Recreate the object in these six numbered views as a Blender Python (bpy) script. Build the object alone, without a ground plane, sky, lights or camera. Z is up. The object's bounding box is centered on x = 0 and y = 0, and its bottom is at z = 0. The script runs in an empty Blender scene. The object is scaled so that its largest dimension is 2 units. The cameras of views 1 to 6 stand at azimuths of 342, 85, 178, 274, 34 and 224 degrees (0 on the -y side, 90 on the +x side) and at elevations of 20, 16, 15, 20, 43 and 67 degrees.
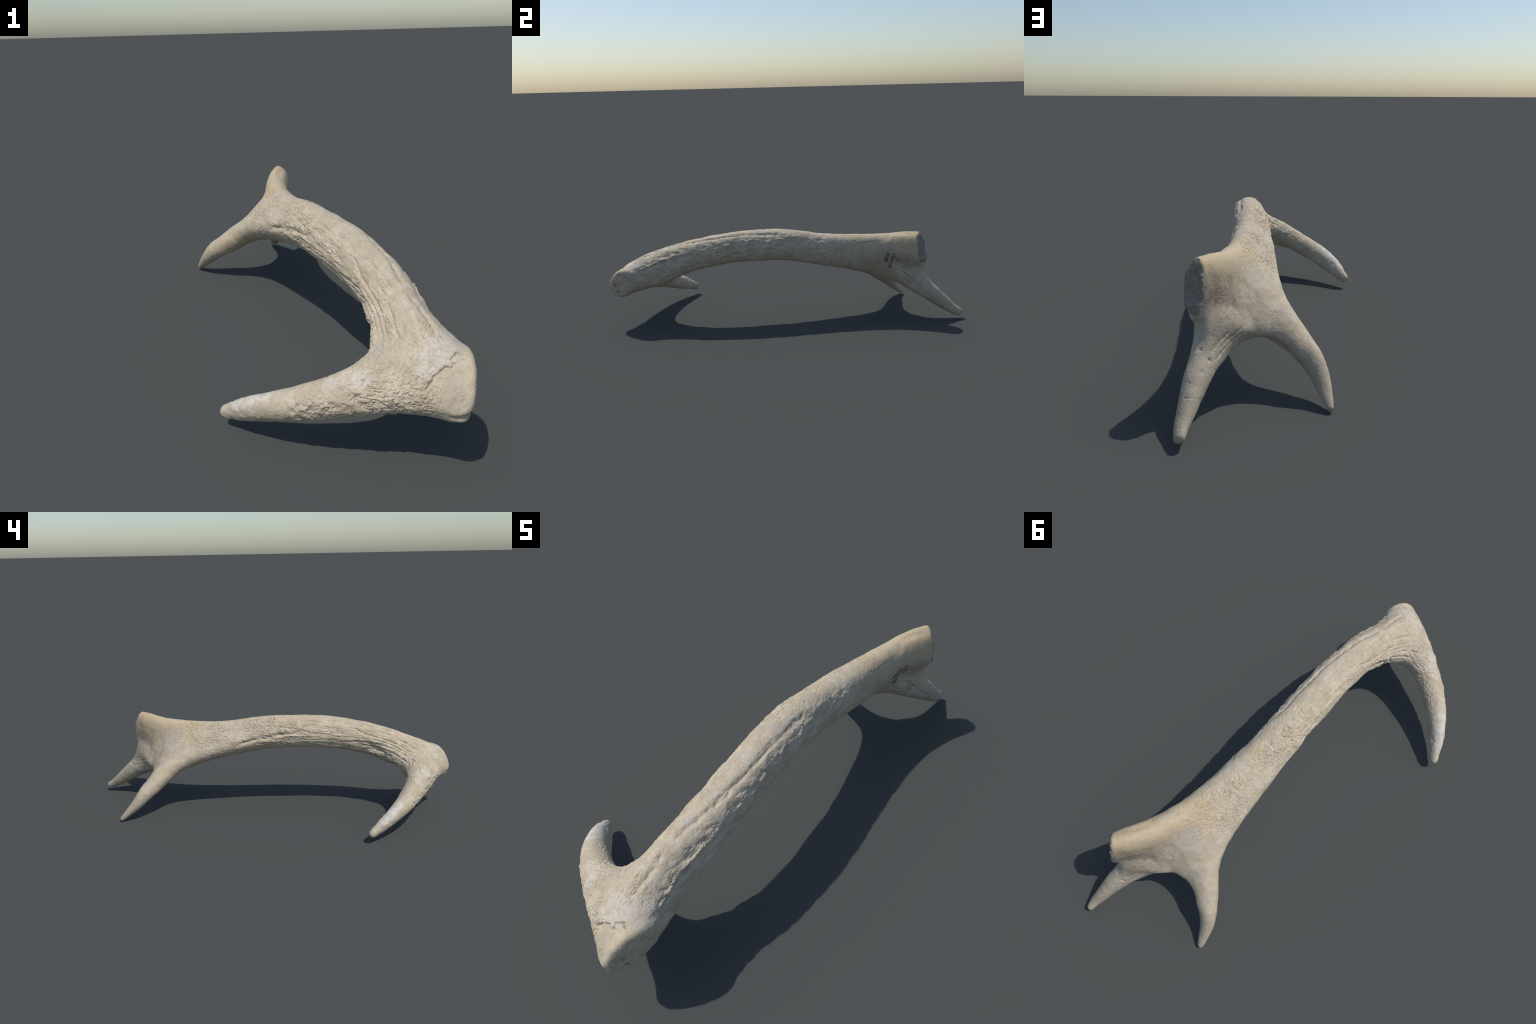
"""A shed deer antler fragment: beam, base with brow tine, forked crown with two tines and a broken-off stub.
The body is one smooth implicit surface swept along four limb curves; relief is carved into a fine mesh."""
import bpy
import bmesh
import numpy as np
from mathutils import Vector
from mathutils.bvhtree import BVHTree


# ----------------------------------------------------------------------------- limb curves
# control points: x, y, z, radius along the reference axis, radius across it, twist of the section
BEAM = [(0.213, -0.947, 0.260, 0.052, 0.078, -1.387), (0.154, -0.855, 0.291, 0.078, 0.086, -0.289),
        (0.153, -0.734, 0.329, 0.095, 0.066, -0.305), (0.162, -0.556, 0.390, 0.086, 0.075, -0.139),
        (0.157, -0.332, 0.428, 0.087, 0.076, 0.246), (0.146, -0.121, 0.434, 0.089, 0.078, 0.027),
        (0.143, 0.014, 0.432, 0.086, 0.066, 0.227), (0.159, 0.298, 0.402, 0.080, 0.064, 0.287),
        (0.235, 0.597, 0.426, 0.063, 0.045, -0.284), (0.382, 0.886, 0.410, 0.124, 0.045, 0.338)]
BROW = [(0.108, -0.817, 0.270, 0.028, 0.160, -0.360), (0.026, -0.818, 0.244, 0.067, 0.095, -0.386),
        (-0.071, -0.788, 0.208, 0.055, 0.061, -0.690), (-0.203, -0.700, 0.148, 0.050, 0.045, -0.543),
        (-0.290, -0.609, 0.096, 0.042, 0.031, -0.488), (-0.340, -0.535, 0.051, 0.023, 0.020, -0.330)]
FORE_TINE = [(0.138, -0.006, 0.413, 0.062, 0.028, 0.572), (0.075, 0.460, 0.287, 0.055, 0.045, 0.597),
             (-0.033, 0.628, 0.167, 0.046, 0.043, 0.876), (-0.068, 0.668, 0.130, 0.041, 0.037, 0.872),
             (-0.097, 0.714, 0.079, 0.031, 0.027, 0.681), (-0.119, 0.784, 0.014, 0.014, 0.013, 0.424)]
END_TINE = [(0.128, 0.575, 0.285, 0.120, 0.028, -0.661), (0.185, 0.634, 0.272, 0.066, 0.028, -0.596),
            (0.254, 0.722, 0.228, 0.028, 0.057, 0.436), (0.295, 0.809, 0.157, 0.042, 0.050, 0.301),
            (0.332, 0.929, 0.064, 0.026, 0.033, -0.580), (0.340, 0.980, 0.034, 0.017, 0.024, -0.556)]
PALM = [(0.151, 0.176, 0.401, 0.054, 0.039, -0.468), (0.150, 0.439, 0.339, 0.077, 0.073, 0.260),
        (0.194, 0.603, 0.314, 0.040, 0.123, -0.103), (0.253, 0.697, 0.327, 0.032, 0.139, -0.205)]
LIMBS = {'beam': (BEAM, (0, 0, 1)), 'brow': (BROW, (0, 0, 1)), 'fore': (FORE_TINE, (1, 0, 0.3)),
         'end': (END_TINE, (1, 0, 0)), 'palm': (PALM, (0.88, -0.39, -0.41))}
BASE_CUT = ((0.199, -1.050, 0.500), (1.502, -0.717, -0.201))     # plane of the shed base face
STUB_CUT = ((0.202, 0.779, 0.766), (0.479, 0.518, 0.112))      # plane of the broken stub
K_BROW, K_CROWN, K_PALM, K_BASE, K_STUB, K_FORK = 0.100, 0.080, 0.060, 0.035, 0.020, 0.080


def catmull_rom(control, steps):
    c = np.asarray(control, float)
    p = np.vstack([2 * c[0] - c[1], c, 2 * c[-1] - c[-2]])
    out = []
    t = np.linspace(0, 1, steps, endpoint=False)[:, None]
    for i in range(1, len(p) - 2):
        a, b, d, e = p[i - 1:i + 3]
        out.append(.5 * (2 * b + (d - a) * t + (2 * a - 5 * b + 4 * d - e) * t * t + (3 * b - a - 3 * d + e) * t ** 3))
    out.append(p[-2][None])
    return np.vstack(out)


class Limb:
    """A tube with elliptical sections along a Catmull-Rom curve."""

    def __init__(self, control, ref):
        s = catmull_rom(control, 5)
        ref = np.asarray(ref, float)
        self.x = s[:, :3]
        t = np.gradient(self.x, axis=0)
        self.t = t / np.linalg.norm(t, axis=1, keepdims=True)
        n = ref - self.t * (self.t @ ref)[:, None]
        n /= np.linalg.norm(n, axis=1, keepdims=True)
        b = np.cross(self.t, n)
        ph = s[:, 5:6]
        self.n = np.cos(ph) * n + np.sin(ph) * b
        self.b = -np.sin(ph) * n + np.cos(ph) * b
        self.ra = np.maximum(s[:, 3], .004)
        self.rb = np.maximum(s[:, 4], .004)
        self.s = np.concatenate([[0], np.cumsum(np.linalg.norm(np.diff(self.x, axis=0), axis=1))])

    def __call__(self, p, full=False):
        ds, ss, ts = [], [], []
        a = self.x[:-1]
        d = self.x[1:] - a
        ll = (d * d).sum(1)
        for o in range(0, len(p), 40000):
            q = p[o:o + 40000]
            pa = q @ d.T - (a * d).sum(1)[None]
            t = np.clip(pa / ll, 0, 1)
            d2 = -2 * (q @ a.T) + (a * a).sum(1)[None] - 2 * t * pa + t * t * ll
            k = np.argmin(d2, 1)
            tt = t[np.arange(len(q)), k][:, None]
            off = q - a[k] - d[k] * tt
            mix = lambda z: z[k] * (1 - tt) + z[k + 1] * tt
            tan = mix(self.t)
            ra, rb = mix(self.ra[:, None])[:, 0], mix(self.rb[:, None])[:, 0]
            u, v, w = (off * mix(self.n)).sum(1), (off * mix(self.b)).sum(1), (off * tan).sum(1)
            m = np.sqrt(ra * rb)
            k0 = np.sqrt((u / ra) ** 2 + (v / rb) ** 2 + (w / m) ** 2)
            k1 = np.sqrt((u / ra ** 2) ** 2 + (v / rb ** 2) ** 2 + (w / m ** 2) ** 2)
            ds.append(np.where(k1 > 1e-6, k0 * (k0 - 1) / np.maximum(k1, 1e-6), -np.minimum(ra, rb)))
            if full:
                ss.append(mix(self.s[:, None])[:, 0])
                ts.append(tan)
        if full:
            return np.concatenate(ds), np.concatenate(ss), np.concatenate(ts)
        return np.concatenate(ds)


def smin(a, b, k):
    h = np.maximum(k - np.abs(a - b), 0) / k
    return np.minimum(a, b) - h * h * k * .25


def smax(a, b, k):
    return -smin(-a, -b, k)


def plane(p, cut):
    n = np.array(cut[1])
    return (p - np.array(cut[0])) @ (n / np.linalg.norm(n))


limbs = {k: Limb(*v) for k, v in LIMBS.items()}


def combine(d, p):
    base, stub = plane(p, BASE_CUT), plane(p, STUB_CUT)
    s = smax(smax(d['beam'], base, K_BASE), stub, K_STUB)
    s = smax(smin(s, d['brow'], K_BROW), base, K_BASE)
    s = smin(s, d['palm'], K_PALM)
    return smin(s, smin(d['fore'], d['end'], K_FORK), K_CROWN)


def body(p):
    return combine({k: l(p) for k, l in limbs.items()}, p)


# ----------------------------------------------------------------------------- surface extraction
def surface_nets(cell):
    lo = np.array([-0.46, -1.12, -0.06])
    hi = np.array([0.46, 1.10, 0.60])
    n = np.ceil((hi - lo) / cell).astype(int) + 1
    # coarse pass keeps only the blocks the surface runs through
    cs = 6
    nc = n // cs + 1
    ci = np.stack(np.meshgrid(*[np.arange(k) for k in nc], indexing='ij'), -1).reshape(-1, 3)
    cd = body(lo + (ci * cs + cs / 2) * cell)
    keep = ci[np.abs(cd) < cell * cs * 1.6]
    sub = np.stack(np.meshgrid(*[np.arange(cs)] * 3, indexing='ij'), -1).reshape(-1, 3)
    gi = (keep[:, None] * cs + sub[None]).reshape(-1, 3)
    gi = gi[(gi < n).all(1)]
    vol = np.full(n, np.nan, np.float32)
    vol[tuple(gi.T)] = body(lo + gi * cell)
    c = gi[(gi < n - 1).all(1)]
    corners = [np.array(o) for o in np.ndindex(2, 2, 2)]
    vals = np.stack([vol[tuple((c + o).T)] for o in corners], 1)
    ok = ~np.isnan(vals).any(1)
    c, vals = c[ok], vals[ok]
    neg = vals < 0
    cross = neg.any(1) & ~neg.all(1)
    c, vals = c[cross], vals[cross]
    acc = np.zeros((len(c), 3))
    cnt = np.zeros(len(c))
    for i, a in enumerate(corners):
        for j, b in enumerate(corners):
            if j > i and np.abs(a - b).sum() == 1:
                m = (vals[:, i] < 0) != (vals[:, j] < 0)
                t = vals[m, i] / (vals[m, i] - vals[m, j])
                acc[m] += a + t[:, None] * (b - a)
                cnt[m] += 1
    verts = lo + (c + acc / cnt[:, None]) * cell
    idx = np.full(n, -1, np.int64)
    idx[tuple(c.T)] = np.arange(len(c))
    faces = []
    for ax in range(3):
        e = np.eye(3, dtype=int)
        g = c
        nb = g + e[ax]
        s0, s1 = vol[tuple(g.T)] < 0, vol[tuple(nb.T)] < 0
        m = s0 != s1
        g, s0 = g[m], s0[m]
        u, v = e[(ax + 1) % 3], e[(ax + 2) % 3]
        q = np.stack([idx[tuple(g.T)], idx[tuple((g - u).T)], idx[tuple((g - u - v).T)], idx[tuple((g - v).T)]], 1)
        good = (q >= 0).all(1)
        q, s0 = q[good], s0[good]
        q[~s0] = q[~s0][:, ::-1]
        faces.append(q)
    return verts, np.vstack(faces)


def edges_of(f):
    e = np.vstack([f[:, [0, 1]], f[:, [1, 2]], f[:, [2, 3]], f[:, [3, 0]]])
    e.sort(axis=1)
    u, inv = np.unique(e[:, 0] * (1 << 32) + e[:, 1], return_inverse=True)
    return np.stack([u >> 32, u & 0xffffffff], 1), inv.reshape(4, -1).T


def split_quads(v, f):
    e, fe = edges_of(f)
    nv, ne = len(v), len(e)
    w = np.vstack([v, v[e].mean(1), v[f].mean(1)])
    c = nv + ne + np.arange(len(f))
    m = fe + nv
    return w, np.vstack([np.stack([f[:, i], m[:, i], c, m[:, i - 1]], 1) for i in range(4)])


def normals_of(v, f):
    n = np.cross(v[f[:, 2]] - v[f[:, 0]], v[f[:, 3]] - v[f[:, 1]])
    out = np.zeros_like(v)
    for k in range(3):
        for i in range(4):
            out[:, k] += np.bincount(f[:, i], n[:, k], len(v))
    return out / np.maximum(np.linalg.norm(out, axis=1, keepdims=True), 1e-12)


class Smoother:
    """Weighted neighbour averaging over the mesh edges."""

    def __init__(self, e, w, n):
        self.i = np.concatenate([e[:, 0], e[:, 1]])
        self.j = np.concatenate([e[:, 1], e[:, 0]])
        self.w = np.concatenate([w, w])
        self.n = n
        self.sum = np.bincount(self.i, self.w, n) + 1e-9

    def __call__(self, x, rounds, mix=.5):
        for _ in range(rounds):
            if x.ndim == 1:
                x = x * (1 - mix) + mix * np.bincount(self.i, self.w * x[self.j], self.n) / self.sum
            else:
                x = np.stack([self(x[:, k], 1, mix) for k in range(x.shape[1])], 1)
        return x


def sstep(a, b, x):
    t = np.clip((x - a) / (b - a), 0, 1)
    return t * t * (3 - 2 * t)


def hash3(i, seed):
    i = i.astype(np.int64)
    h = (i[..., 0] * 73856093) ^ (i[..., 1] * 19349663) ^ (i[..., 2] * 83492791) ^ (seed * 2654435761)
    h &= 0xffffffff
    h = ((h ^ (h >> 15)) * 2246822519) & 0xffffffff
    h = ((h ^ (h >> 13)) * 3266489917) & 0xffffffff
    return ((h ^ (h >> 16)) & 0xffffff) / float(0xffffff)


def value_noise(p, scale, seed):
    q = p / scale
    i = np.floor(q)
    f = q - i
    f = f * f * f * (f * (f * 6 - 15) + 10)
    out = np.zeros(len(p))
    for o in np.ndindex(2, 2, 2):
        w = np.prod(np.where(np.array(o), f, 1 - f), axis=1)
        out += w * hash3(i + np.array(o), seed)
    return out * 2 - 1


def norm1(x):
    x = x - x.mean()
    return x / x.std()


class Skin:
    """The mesh with its limb weights and the direction the bone grew in."""

    def __init__(self, v, q):
        self.v, self.q, self.n = v, q, normals_of(v, q)
        self.info = {k: l(v, True) for k, l in limbs.items()}
        self.dist = np.stack([self.info[k][0] for k in limbs], 1)
        w = np.exp(-(self.dist - self.dist.min(1, keepdims=True)) / 0.018)
        w /= w.sum(1, keepdims=True)
        wb, wr, wf, we, wp = w.T
        self.w = (wb + wp, wr, wf, we)
        # growth runs down the beam into the brow tine, and up the beam into the crown
        flip = np.where(v[:, 1] < -0.1, -1., 1.)[:, None]
        f = sum(wi[:, None] * self.info[k][2] * (flip if k == 'beam' else 1) for wi, k in zip(self.w, ('beam', 'brow', 'fore', 'end')))
        f -= self.n * (f * self.n).sum(1, keepdims=True)
        f /= np.maximum(np.linalg.norm(f, axis=1, keepdims=True), 1e-6)
        e, _ = edges_of(q)
        d = v[e[:, 1]] - v[e[:, 0]]
        g = f[e[:, 0]] * np.sign((f[e[:, 0]] * f[e[:, 1]]).sum(1))[:, None] + f[e[:, 1]]
        g /= np.maximum(np.linalg.norm(g, axis=1, keepdims=True), 1e-6)
        align = np.abs((d * g).sum(1)) / np.maximum(np.linalg.norm(d, axis=1), 1e-9)
        self.along = Smoother(e, align ** 6 + 1e-3, len(v))
        self.even = Smoother(e, np.ones(len(e)), len(v))

    def streak(self, scale, rounds, seed):
        """Noise dragged out along the growth direction."""
        return norm1(self.along(value_noise(self.v, scale, seed), rounds, .9))


V, Q = surface_nets(0.0035)
E0, _ = edges_of(Q)
V = Smoother(E0, np.ones(len(E0)), len(V))(V, 3)
for _ in range(2):
    V = V - normals_of(V, Q) * body(V)[:, None] * .9
# melt the joints between limbs without shrinking the tines, keeping the two cut faces crisp
ease = Smoother(E0, np.ones(len(E0)), len(V))
soft = (1 - sstep(-.03, -.015, plane(V, STUB_CUT)))[:, None]
for _ in range(22):
    V = V + soft * (ease(V, 1, .6) - V)
    V = V - soft * (ease(V, 1, .62) - V)
coarse = Skin(V, Q)
LONG = np.stack([coarse.streak(0.015, 190, 11), coarse.streak(0.010, 55, 12)], 1)
V, Q = split_quads(np.hstack([V, LONG]), Q)
V, furrow, furrow2 = V[:, :3].copy(), norm1(V[:, 3]), norm1(V[:, 4])
E0, _ = edges_of(Q)
V = Smoother(E0, np.ones(len(E0)), len(V))(V, 2)
skin = Skin(V, Q)
N, dist, info, streak, even = skin.n, skin.dist, skin.info, skin.streak, skin.even
wb, wr, wf, we = skin.w
X, Y, Z = V.T
print('body', len(V), 'vertices')


# long furrows, pearly wrinkles and fine pitting
def creases(n, sharp):
    """Narrow valleys where a noise changes sign: the bumps between them stand apart."""
    return np.exp(-(n / sharp) ** 2)


wrinkle = streak(0.0100, 16, 13)
wrinkle2 = streak(0.0080, 7, 14)
worm = 1 - 1.3 * creases(wrinkle, .38) - .8 * creases(wrinkle2, .34)
grain = norm1(value_noise(V, 0.0050, 15))
lump = norm1(value_noise(V, 0.06, 16))
lump2 = norm1(value_noise(V, 0.024, 17))

# where each relief lives
side = N @ np.array([-0.85, -0.15, 0.45])           # the inner, upper side
right = N @ np.array([0.85, 0.1, 0.45])             # the outer side
under = N @ np.array([-0.75, 0.1, -0.55])
base_far = 1 - sstep(-0.13, -0.07, plane(V, BASE_CUT)) * sstep(-.85, -.88, Y)      # fades out towards the shed face
shaft = wb * (1 - sstep(0.36, 0.60, Y)) * base_far
near_brow = wr * sstep(-0.28, -0.08, X) * base_far
patch = sstep(-0.8, 0.6, value_noise(V, 0.09, 21) + .6 * value_noise(V, 0.045, 22))
ridge_top = sstep(0.70, 0.95, N @ np.array([0.30, 0., 0.95])) * sstep(-0.8, -0.65, Y)
pearl = (shaft * (0.30 + 0.70 * sstep(-0.2, 0.6, side)) * (0.60 + .40 * sstep(-.45, .05, Y)) + 0.80 * near_brow
         + 0.20 * wf * sstep(0.0, 0.05, X)) * (0.35 + 0.65 * patch) * (1 - .65 * ridge_top)
groove = (shaft * (0.15 + 0.85 * sstep(0.0, 0.75, np.maximum(under, side * .75))) * (1 - .75 * sstep(-.1, .35, Y))
          + 0.35 * near_brow) * (1 - .8 * ridge_top)

DISP = np.zeros(len(V))
DISP += 0.0021 * groove * (-np.abs(furrow) + .8) + 0.0008 * groove * furrow2
DISP += pearl * 0.0033 * worm
DISP += 0.00022 * grain * (0.4 + pearl)
DISP += 0.0006 * lump * (1 - 0.5 * wf - .5 * we) + 0.00025 * lump2
# long flat bumps along the outer side of the beam
outer = shaft * sstep(0.15, 0.6, right) * sstep(-.95, -.4, -(N @ np.array([0, 0, 1]))) * (1 - sstep(0.15, 0.35, Y))
bump = streak(0.017, 45, 31)
DISP += outer * (0.0024 * np.tanh(1.6 * bump) - 0.0016 * creases(streak(0.013, 30, 32), .4))
# lumpy front of the brow tine
browfront = wr * sstep(0.1, 0.7, N @ np.array([-.35, -.85, -.25])) * sstep(-0.27, -0.2, X) * (1 - sstep(0.0, 0.09, X))
DISP += browfront * (0.0016 * np.tanh(1.6 * streak(0.018, 6, 33)) - 0.0010 * creases(streak(0.014, 8, 34), .4))


def to_path(pts, q=None):
    """Distance to a polyline, and the parameter along it (0..1)."""
    q = V if q is None else q
    pts = np.asarray(pts, float)
    seg = np.linalg.norm(np.diff(pts, axis=0), axis=1)
    acc = np.concatenate([[0], np.cumsum(seg)]) / seg.sum()
    best = np.full(len(q), 9.)
    par = np.zeros(len(q))
    lo, hi = pts.min(0) - .08, pts.max(0) + .08
    m = np.where(((q > lo) & (q < hi)).all(1))[0]
    for i in range(len(seg)):
        d = pts[i + 1] - pts[i]
        t = np.clip(((q[m] - pts[i]) @ d) / (d @ d), 0, 1)
        r = np.linalg.norm(q[m] - pts[i] - t[:, None] * d, axis=1)
        b = r < best[m]
        best[m[b]] = r[b]
        par[m[b]] = acc[i] + t[b] * (acc[i + 1] - acc[i])
    return best, par


def snap(pts):
    """Pull points onto the smooth body surface."""
    p = np.array(pts, float)
    for _ in range(4):
        d = body(p)
        g = np.stack([(body(p + h) - body(p - h)) / .002 for h in np.eye(3) * .001], 1)
        p = p - g * (d / np.maximum((g * g).sum(1), .2))[:, None]
    return p


wob = 0.004 * value_noise(V, 0.03, 41) + 0.0015 * value_noise(V, 0.010, 42)


def carve(pts, width, depth, taper=.12, wobble=1., rough=0.35):
    """A furrow (depth > 0) or a rib (depth < 0) along a path."""
    global DISP
    pts = snap(pts)
    r, t = to_path(snap(catmull_rom(pts, 6)))
    r = np.maximum(r + wobble * wob, 0)
    fade = sstep(0, taper, t) * (1 - sstep(1 - taper, 1, t))
    DISP = DISP - depth * np.exp(-(r / width) ** 2) * fade * (1 + rough * np.tanh(wrinkle))


# named furrows of the beam
carve([(0.152, -0.709, 0.434), (0.163, -0.648, 0.453), (0.176, -0.590, 0.468), (0.190, -0.497, 0.485),
       (0.196, -0.376, 0.499), (0.193, -0.246, 0.508), (0.192, -0.135, 0.509), (0.190, 0.001, 0.500)], 0.009, 0.0055)
carve([(0.150, -0.86, 0.37), (0.155, -0.80, 0.395), (0.152, -0.709, 0.434)], 0.009, 0.0045)
carve([(0.239, -0.852, 0.327), (0.219, -0.768, 0.355), (0.218, -0.671, 0.389), (0.228, -0.595, 0.404), (0.233, -0.499, 0.433)], 0.008, 0.005)
carve([(0.236, -0.83, 0.345), (0.222, -0.75, 0.375), (0.222, -0.66, 0.405), (0.230, -0.57, 0.425)], 0.007, -0.005)
for path, wide, deep in (
        ([(0.038, -0.829, 0.325), (0.043, -0.809, 0.331), (0.065, -0.741, 0.355), (0.078, -0.679, 0.388), (0.085, -0.604, 0.412),
          (0.090, -0.534, 0.430), (0.102, -0.475, 0.461), (0.110, -0.430, 0.478)], .0055, .0055),
        ([(-0.031, -0.805, 0.295), (0.003, -0.806, 0.313), (0.046, -0.758, 0.336), (0.064, -0.708, 0.358), (0.074, -0.652, 0.383),
          (0.080, -0.589, 0.401), (0.086, -0.529, 0.415)], .0050, .0050),
        ([(-0.041, -0.789, 0.288), (0.002, -0.781, 0.310), (0.049, -0.723, 0.337), (0.065, -0.663, 0.363), (0.077, -0.590, 0.382),
          (0.087, -0.503, 0.391), (0.084, -0.435, 0.407)], .0045, .0050),
        ([(0.064, -0.818, 0.344), (0.080, -0.761, 0.374), (0.091, -0.707, 0.404), (0.100, -0.648, 0.428), (0.100, -0.616, 0.434)], .0060, .0040),
        ([(-0.02, -0.765, 0.285), (0.035, -0.715, 0.315), (0.060, -0.64, 0.345), (0.080, -0.55, 0.365), (0.082, -0.46, 0.385)], .0045, .0040)):
    carve(path, wide, deep, taper=.2, wobble=.6)
carve([(0.078, -0.183, 0.469), (0.075, -0.073, 0.475), (0.055, 0.094, 0.405), (0.049, 0.201, 0.365)], 0.008, 0.003)
carve([(0.055, 0.162, 0.386), (0.056, 0.078, 0.407), (0.062, -0.030, 0.427), (0.070, -0.137, 0.447), (0.075, -0.211, 0.454)], 0.010, 0.0070)
# scar rib on the brow tine
carve([(-0.191, -0.770, 0.167), (-0.163, -0.786, 0.209), (-0.147, -0.790, 0.224)], 0.005, -0.0035, wobble=.2)
# streaks running into the end tine
for k, (first, last) in enumerate(((0, 4), (0, 3), (1, 4))):
    o = np.array([0.008, 0.0, 0.016]) * (k - 1.2)
    line = [np.array(c) + o for c in ((0.168, 0.669, 0.265), (0.200, 0.719, 0.249), (0.229, 0.793, 0.222), (0.251, 0.827, 0.206))]
    carve(line[first:last], 0.0045, 0.0024, wobble=1., taper=.3)

# ridges on the outer flank of the end tine, and a shallow line along the stub
carve([(0.253, 0.606, 0.289), (0.274, 0.655, 0.269), (0.289, 0.690, 0.243), (0.302, 0.727, 0.205), (0.325, 0.771, 0.166), (0.342, 0.826, 0.120)], 0.007, 0.0035)
carve([(0.255, 0.600, 0.300), (0.277, 0.655, 0.281), (0.293, 0.692, 0.255), (0.306, 0.730, 0.217)], 0.006, -0.0025)
carve([(0.230, 0.590, 0.263), (0.256, 0.634, 0.236), (0.278, 0.687, 0.212), (0.293, 0.723, 0.182)], 0.006, 0.0030)
carve([(0.231, 0.398, 0.440), (0.239, 0.450, 0.442), (0.249, 0.501, 0.448)], 0.006, 0.0025)

# the cracked edge where the base was broken
CRACK = [(0.065, -0.933, 0.270), (0.079, -0.936, 0.282), (0.091, -0.935, 0.297), (0.100, -0.931, 0.308), (0.113, -0.933, 0.317),
         (0.124, -0.933, 0.323), (0.132, -0.930, 0.329), (0.140, -0.935, 0.327), (0.151, -0.936, 0.330),
         (0.155, -0.934, 0.333), (0.152, -0.922, 0.341), (0.164, -0.917, 0.346), (0.178, -0.912, 0.350),
         (0.190, -0.918, 0.347), (0.205, -0.922, 0.345)]
r, t = to_path(snap(CRACK))
r = np.maximum(r + .0022 * value_noise(V, .007, 43) + .0012 * value_noise(V, .004, 44), 0)
fade = sstep(0, .15, t) * (1 - sstep(.9, 1, t))
DISP -= 0.007 * np.exp(-(np.maximum(r - .0004, 0) / 0.0020) ** 2) * fade
below = sstep(0.0, 0.006, -(Y + 0.928 + 0.30 * (Z - 0.32) * 0)) * np.exp(-(r / 0.030) ** 2) * fade
DISP -= 0.0028 * below

# ends: the shed base face is porous with vessel holes, the stub is a rough fracture
base_d, stub_d = plane(V, BASE_CUT), plane(V, STUB_CUT)
base_face = sstep(-0.012, -0.003, base_d) * sstep(.5, .9, N @ (np.array(BASE_CUT[1]) / np.linalg.norm(BASE_CUT[1])))
stub_face = sstep(-0.010, -0.002, stub_d) * sstep(.35, .8, N @ (np.array(STUB_CUT[1]) / np.linalg.norm(STUB_CUT[1]))) * sstep(.30, .36, Z)
DISP += base_face * (0.0014 * norm1(value_noise(V, 0.016, 51)) + 0.0010 * norm1(value_noise(V, 0.006, 52)))
DISP += stub_face * (0.001 + 0.0030 * norm1(value_noise(V, 0.030, 53)) + 0.0007 * norm1(value_noise(V, 0.008, 54)))
for c, rad, dep in [((0.199, -0.968, 0.248), .011, .014), ((0.202, -0.954, 0.215), .006, .012), ((0.233, -0.906, 0.303), .006, .007),
                    ((0.240, -0.857, 0.269), .006, .006), ((0.237, -0.886, 0.282), .008, .005), ((0.221, -0.934, 0.316), .010, .005),
                    ((0.232, -0.491, 0.373), .006, .005), ((0.232, 0.715, 0.342), .018, .004), ((0.205, 0.675, 0.315), .016, .004),
                    ((0.251, 0.829, 0.206), .006, .005), ((0.291, 0.809, 0.230), .005, .0022), ((0.284, 0.853, 0.176), .007, .0014)]:
    at = V[np.argmin(((V - np.array(c)) ** 2).sum(1))]
    rr = np.linalg.norm(V - at, axis=1) + 1.2 * wob * .5
    DISP -= dep * np.exp(-(np.maximum(rr, 0) / rad) ** 2)
# chipped tip of the brow tine
tip = wr * sstep(-0.25, -0.29, X)
DISP += tip * 0.0011 * np.tanh(streak(0.016, 4, 61))
# nicks on the tines
nick = value_noise(V, 0.011, 62)
DISP -= (wf + we) * 0.0011 * sstep(.62, .85, nick) * sstep(.0, .5, value_noise(V, .06, 63))

# keep the outline where it is: rough areas would otherwise swell it
spread = even(DISP, 60)
DISP -= .9 * np.sqrt(np.maximum(even((DISP - spread) ** 2, 60), 0))
V = V + N * DISP[:, None]
N = normals_of(V, Q)
print('lowest point', V[:, 2].min())
V[:, 2] += 0.0025 - V[:, 2].min()

# ----------------------------------------------------------------------------- split into named parts
fc = V[Q].mean(1)
dm = dist[Q].mean(1)
beam_s = info['beam'][1][Q].mean(1)
region = np.zeros(len(Q), int)                                   # 0 beam
region[(dm[:, 1] < dm[:, 0] - 0.012) & (fc[:, 1] < -0.3) & (fc[:, 0] < -0.01)] = 1      # brow tine
region[(dm[:, 2] < dm[:, 0] - 0.010) & (fc[:, 0] < 0.055) & (fc[:, 1] > .35)] = 2        # fore tine
region[(dm[:, 3] < dm[:, 0] - 0.010) & (fc[:, 1] > 0.66)] = 3                            # end tine
region[(region == 0) & (fc[:, 1] > 0.60)] = 4                                            # broken stub
region[(region == 0) & (beam_s < 0.10) & (fc[:, 1] < -.8)] = 5                           # base


def add_mesh(name, v, f, mats, normals=None, smooth=True):
    me = bpy.data.meshes.new(name)
    me.vertices.add(len(v))
    me.vertices.foreach_set('co', np.asarray(v, np.float32).ravel())
    k = f.shape[1]
    me.loops.add(f.size)
    me.polygons.add(len(f))
    me.loops.foreach_set('vertex_index', f.ravel().astype(np.int32))
    me.polygons.foreach_set('loop_start', np.arange(0, f.size, k, dtype=np.int32))
    me.polygons.foreach_set('use_smooth', np.ones(len(f), bool))
    me.update(calc_edges=True)
    if normals is not None:
        me.normals_split_custom_set_from_vertices([tuple(n) for n in normals])
    for m in mats:
        me.materials.append(m)
    ob = bpy.data.objects.new(name, me)
    bpy.context.collection.objects.link(ob)
    return ob


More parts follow.
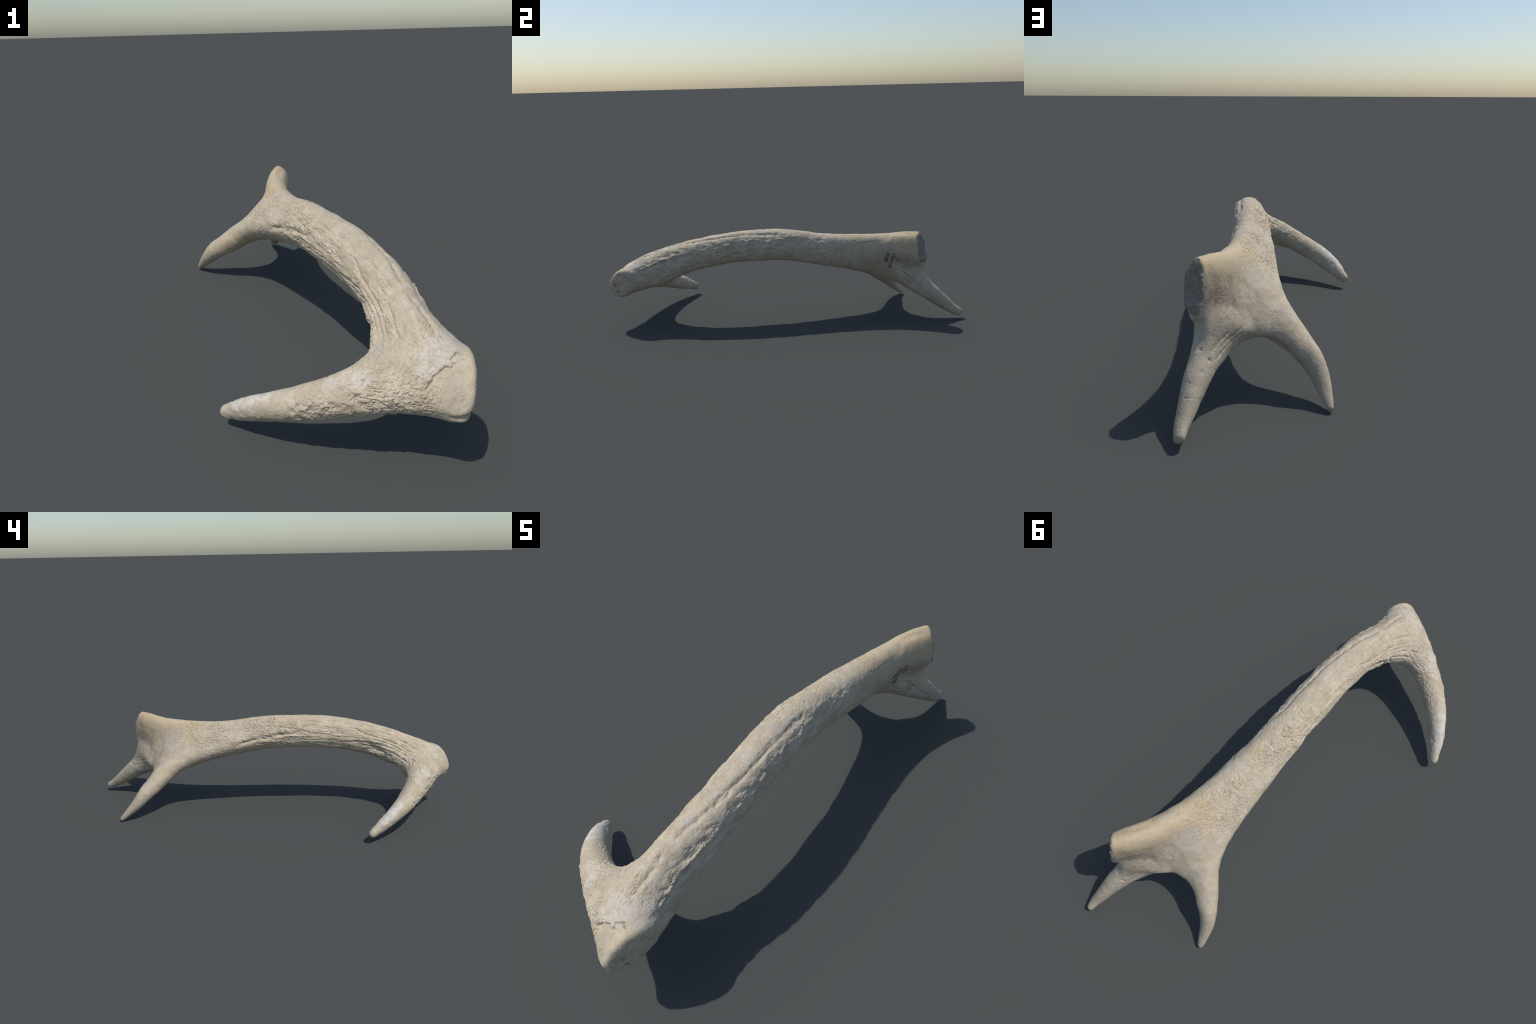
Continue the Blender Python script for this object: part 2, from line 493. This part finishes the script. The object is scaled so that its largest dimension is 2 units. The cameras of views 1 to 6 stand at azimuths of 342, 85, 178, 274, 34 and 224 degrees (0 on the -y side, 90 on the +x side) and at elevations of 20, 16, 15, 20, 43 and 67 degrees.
# ----------------------------------------------------------------------------- materials
class Nodes:
    def __init__(self, name):
        self.mat = bpy.data.materials.new(name)
        self.mat.use_nodes = True
        self.nt = self.mat.node_tree
        self.nt.nodes.clear()
        self.out = self.nt.nodes.new('ShaderNodeOutputMaterial')
        self.bsdf = self.nt.nodes.new('ShaderNodeBsdfPrincipled')
        self.nt.links.new(self.bsdf.outputs[0], self.out.inputs[0])
        self.pos = self.nt.nodes.new('ShaderNodeTexCoord').outputs['Object']

    def link(self, a, b):
        self.nt.links.new(a, b)

    def math(self, op, a, b=0., c=None, clamp=False):
        n = self.nt.nodes.new('ShaderNodeMath')
        n.operation = op
        n.use_clamp = clamp
        for i, x in enumerate([a, b] + ([c] if c is not None else [])):
            if isinstance(x, (int, float)):
                n.inputs[i].default_value = x
            else:
                self.link(x, n.inputs[i])
        return n.outputs[0]

    def noise(self, scale, detail=3., rough=.55, vec=None, distortion=0.):
        n = self.nt.nodes.new('ShaderNodeTexNoise')
        n.inputs['Scale'].default_value = scale
        n.inputs['Detail'].default_value = detail
        n.inputs['Roughness'].default_value = rough
        n.inputs['Distortion'].default_value = distortion
        self.link(vec if vec is not None else self.pos, n.inputs['Vector'])
        return n.outputs[0]

    def ramp(self, x, a, b):
        n = self.nt.nodes.new('ShaderNodeMapRange')
        n.interpolation_type = 'SMOOTHSTEP'
        n.inputs['From Min'].default_value = a
        n.inputs['From Max'].default_value = b
        self.link(x, n.inputs['Value'])
        return n.outputs[0]

    def mix(self, fac, a, b, blend='MIX'):
        n = self.nt.nodes.new('ShaderNodeMix')
        n.data_type = 'RGBA'
        n.blend_type = blend
        for sock, x in ((n.inputs[0], fac), (n.inputs[6], a), (n.inputs[7], b)):
            if isinstance(x, (int, float)):
                sock.default_value = x
            elif isinstance(x, tuple):
                sock.default_value = (*x, 1)
            else:
                self.link(x, sock)
        return n.outputs[2]

    def spot(self, centre, radius, soft=.5, wobble=None, stretch=(1, 1, 1)):
        """A soft patch around a point; the noise wobble frays its edge."""
        m = self.nt.nodes.new('ShaderNodeMapping')
        m.vector_type = 'POINT'
        m.inputs['Location'].default_value = [-c / (radius * s) for c, s in zip(centre, stretch)]
        m.inputs['Scale'].default_value = [1 / (radius * s) for s in stretch]
        self.link(self.pos, m.inputs['Vector'])
        d = self.nt.nodes.new('ShaderNodeVectorMath')
        d.operation = 'LENGTH'
        self.link(m.outputs[0], d.inputs[0])
        x = d.outputs['Value']
        if wobble is not None:
            x = self.math('ADD', x, wobble)
        return self.ramp(x, 1 + soft / 2, 1 - soft / 2)


def antler_material():
    g = Nodes('antler_bone')
    big, mid, fine = g.noise(6, 4), g.noise(24, 4, .6), g.noise(95, 4, .65)
    speck = g.noise(320, 3, .6)
    fray = g.math('MULTIPLY', g.math('SUBTRACT', g.noise(30, 5, .65), .5), 1.6)
    col = g.mix(g.ramp(mid, .35, .68), (.480, .400, .290), (.590, .508, .385))
    col = g.mix(g.math('MULTIPLY', g.ramp(big, .50, .70), .5), col, (.555, .445, .285))
    col = g.mix(g.math('MULTIPLY', g.ramp(g.noise(15, 4, .6), .52, .70), .48), col, (.470, .425, .375))
    col = g.mix(g.math('MULTIPLY', g.ramp(g.noise(19, 5, .65, distortion=.6), .62, .74), .5), col, (.640, .600, .530))
    # warm stained crown
    for c, r, k in (((0.235, 0.640, 0.490), .11, .55), ((0.160, 0.470, 0.470), .09, .5), ((0.300, 0.72, 0.50), .09, .5),
                    ((0.085, 0.486, 0.315), .035, .8), ((0.10, 0.45, 0.37), .03, .6), ((0.145, 0.115, 0.501), .012, .9)):
        col = g.mix(g.math('MULTIPLY', g.spot(c, r, .7, fray), k), col, (.545, .420, .245))
    # grey-brown crown hollow, its brown deepened with the scan's baked occlusion
    for c, r, k in (((0.235, 0.705, 0.345), .075, .85), ((0.258, 0.755, 0.415), .055, .70), ((0.165, 0.640, 0.335), .075, .55),
                    ((0.20, 0.73, 0.245), .07, .30)):
        m = g.math('MULTIPLY', g.spot(c, r, .9, fray), g.ramp(g.noise(40, 5, .7), .30, .66))
        col = g.mix(g.math('MULTIPLY', m, k), col, (.270, .205, .155))
    # pale plug set into the crown
    small = g.math('MULTIPLY', fray, .10)
    plug = g.spot((0.125, 0.523, 0.405), .046, .06, small, (1, 1, .95))
    col = g.mix(g.math('MULTIPLY', plug, .9), col, (.490, .430, .330))
    rim = g.math('MULTIPLY', plug, g.math('SUBTRACT', 1., plug))
    col = g.mix(g.math('MULTIPLY', g.math('MULTIPLY', rim, 2.6), g.ramp(mid, .34, .56)), col, (.22, .17, .12))
    # chalky bare patches
    for c, r, k in (((-0.051, -0.832, 0.277), .028, .55), ((0.150, -0.895, 0.355), .050, .45), ((0.095, -0.912, 0.320), .040, .45),
                    ((-0.262, -0.655, 0.170), .034, .80), ((-0.292, -0.617, 0.140), .034, .80), ((-0.318, -0.580, 0.110), .032, .70), ((-0.120, -0.790, 0.245), .025, .4),
                    ((0.215, -0.86, 0.355), .045, .45), ((0.106, 0.065, 0.498), .016, .5), ((-0.075, -0.80, 0.262), .030, .35)):
        m = g.math('MULTIPLY', g.spot(c, r, .45, fray), g.ramp(mid, .26, .56))
        col = g.mix(g.math('MULTIPLY', m, k), col, (.640, .605, .540))
    # dirty tips of the two crown tines and the base pores
    for c, r in (((-0.121, 0.79, 0.008), .018), ((0.342, 0.985, 0.022), .018)):
        col = g.mix(g.math('MULTIPLY', g.spot(c, r, .8, fray), .55), col, (.16, .125, .09))
    base = g.spot((0.21, -0.955, 0.235), .075, .5, fray)
    pore = g.ramp(g.noise(190, 2, .5), .60, .70)
    col = g.mix(g.math('MULTIPLY', g.math('MULTIPLY', base, pore), .65), col, (.22, .17, .12))
    col = g.mix(g.math('MULTIPLY', g.ramp(fine, .48, .68), .38), col, (.40, .315, .22))
    col = g.mix(g.math('MULTIPLY', g.ramp(speck, .58, .72), .25), col, (.66, .59, .47))
    # tines worn to a duller tan, vessel holes painted near-black for the shadow inside
    for c, r in (((-0.10, 0.74, 0.05), .13), ((0.33, 0.92, 0.07), .14)):
        col = g.mix(g.math('MULTIPLY', g.spot(c, r, .9, fray), .62), col, (.405, .340, .250))
    for c, r in (((0.199, -0.962, 0.246), .009), ((0.200, -0.952, 0.214), .006), ((0.233, -0.906, 0.303), .005),
                 ((0.240, -0.857, 0.269), .005), ((0.232, -0.491, 0.373), .006), ((0.251, 0.829, 0.206), .006)):
        col = g.mix(g.math('MULTIPLY', g.spot(c, r, .7, small), .85), col, (.07, .055, .04))
    g.link(col, g.bsdf.inputs['Base Color'])
    g.bsdf.inputs['Roughness'].default_value = .72
    g.bsdf.inputs['Specular IOR Level'].default_value = .3
    b = g.nt.nodes.new('ShaderNodeBump')
    b.inputs['Strength'].default_value = .6
    b.inputs['Distance'].default_value = .0022
    vein = g.math('ABSOLUTE', g.math('SUBTRACT', g.noise(85, 2, .5, distortion=1.2), .5))
    vein = g.math('MULTIPLY', g.ramp(vein, 0., .10), g.ramp(big, .35, .60))
    g.link(g.math('ADD', g.math('ADD', fine, g.math('MULTIPLY', speck, .5)), g.math('MULTIPLY', vein, .35)), b.inputs['Height'])
    g.link(b.outputs[0], g.bsdf.inputs['Normal'])
    return g.mat


def fracture_material():
    g = Nodes('broken_bone')
    col = g.mix(g.ramp(g.noise(60, 5, .65), .35, .68), (.265, .230, .185), (.37, .325, .265))  # both tones darkened to carry the shade lying on the stub face
    col = g.mix(g.math('MULTIPLY', g.ramp(g.noise(220, 3, .6), .58, .70), .5), col, (.25, .20, .15))
    g.link(col, g.bsdf.inputs['Base Color'])
    g.bsdf.inputs['Roughness'].default_value = .9
    g.bsdf.inputs['Specular IOR Level'].default_value = .2
    b = g.nt.nodes.new('ShaderNodeBump')
    b.inputs['Strength'].default_value = .7
    b.inputs['Distance'].default_value = .003
    g.link(g.noise(180, 4, .7), b.inputs['Height'])
    g.link(b.outputs[0], g.bsdf.inputs['Normal'])
    return g.mat


def ink_material():
    g = Nodes('faded_ink')
    col = g.mix(g.ramp(g.noise(140, 4, .7), .35, .70), (.012, .014, .016), (.085, .080, .070))
    g.link(col, g.bsdf.inputs['Base Color'])
    g.bsdf.inputs['Roughness'].default_value = .8
    return g.mat


bone, broken, ink = antler_material(), fracture_material(), ink_material()

antler = bpy.data.objects.new('antler', None)
bpy.context.collection.objects.link(antler)
antler['label'] = 'weathered cream deer antler with curved beam and tines'
antler['category'] = 'antler'

PARTS = [(0, 'beam'), (1, 'brow_tine'), (2, 'tine'), (3, 'tine'), (4, 'broken_tine_stub'), (5, 'antler_base')]
face_stub = stub_face[Q].mean(1) > .5
for code, name in PARTS:
    m = region == code
    f = Q[m]
    ids, inv = np.unique(f, return_inverse=True)
    ob = add_mesh(name, V[ids], inv.reshape(-1, 4), [bone, broken] if code == 4 else [bone], N[ids])
    if code == 4:
        ob.data.polygons.foreach_set('material_index', face_stub[m].astype(np.int32))
    ob.parent = antler

# ----------------------------------------------------------------------------- inked inventory marks
near = (fc[:, 0] > .18) & (fc[:, 1] > .45) & (fc[:, 1] < .72) & (fc[:, 2] > .25)
ids, inv = np.unique(Q[near], return_inverse=True)
tree = BVHTree.FromPolygons([tuple(p) for p in V[ids]], [tuple(int(i) for i in q) for q in inv.reshape(-1, 4)])
run = Vector((0.045, 0.017, 0.098)).normalized()
up = Vector((0.0, -1.0, 0.0))
up = (up - run * up.dot(run)).normalized()
out = run.cross(up)
if out.x < 0:
    out = -out
for text, anchor, height, width, bold in (('A0314', (0.263, 0.5690, 0.355), .021, .060, .030),
                                          ('BUCKHOLT', (0.2665, 0.5985, 0.340), .018, .106, .012),
                                          ('3/65', (0.276, 0.6260, 0.345), .014, .036, .0)):
    cu = bpy.data.curves.new('mark', 'FONT')
    cu.body = text
    cu.size = 1.
    cu.offset = bold
    cu.resolution_u = 3
    tmp = bpy.data.objects.new('mark', cu)
    bpy.context.collection.objects.link(tmp)
    bpy.context.view_layer.update()
    me = bpy.data.meshes.new_from_object(tmp)
    bpy.data.objects.remove(tmp)
    bpy.data.curves.remove(cu)
    co = np.array([v.co[:] for v in me.vertices])
    lo, hi = co.min(0), co.max(0)
    bm = bmesh.new()
    bm.from_mesh(me)
    bmesh.ops.triangulate(bm, faces=bm.faces[:])
    bmesh.ops.subdivide_edges(bm, edges=[e for e in bm.edges if e.calc_length() > .25], cuts=2)
    bmesh.ops.triangulate(bm, faces=bm.faces[:])
    a = Vector(anchor)
    for v in bm.verts:
        px = ((v.co.x - lo[0]) / (hi[0] - lo[0]) - .5) * width
        py = ((v.co.y - lo[1]) / (hi[1] - lo[1]) - .5) * height
        o = a + run * px + up * py + out * .12
        hit = tree.ray_cast(o, -out)
        v.co = hit[0] + out * .0006 if hit[0] is not None else a + run * px + up * py
    bm.normal_update()
    bm.to_mesh(me)
    bm.free()
    me.materials.append(ink)
    ob = bpy.data.objects.new('ink_marking', me)
    bpy.context.collection.objects.link(ob)
    ob.parent = antler
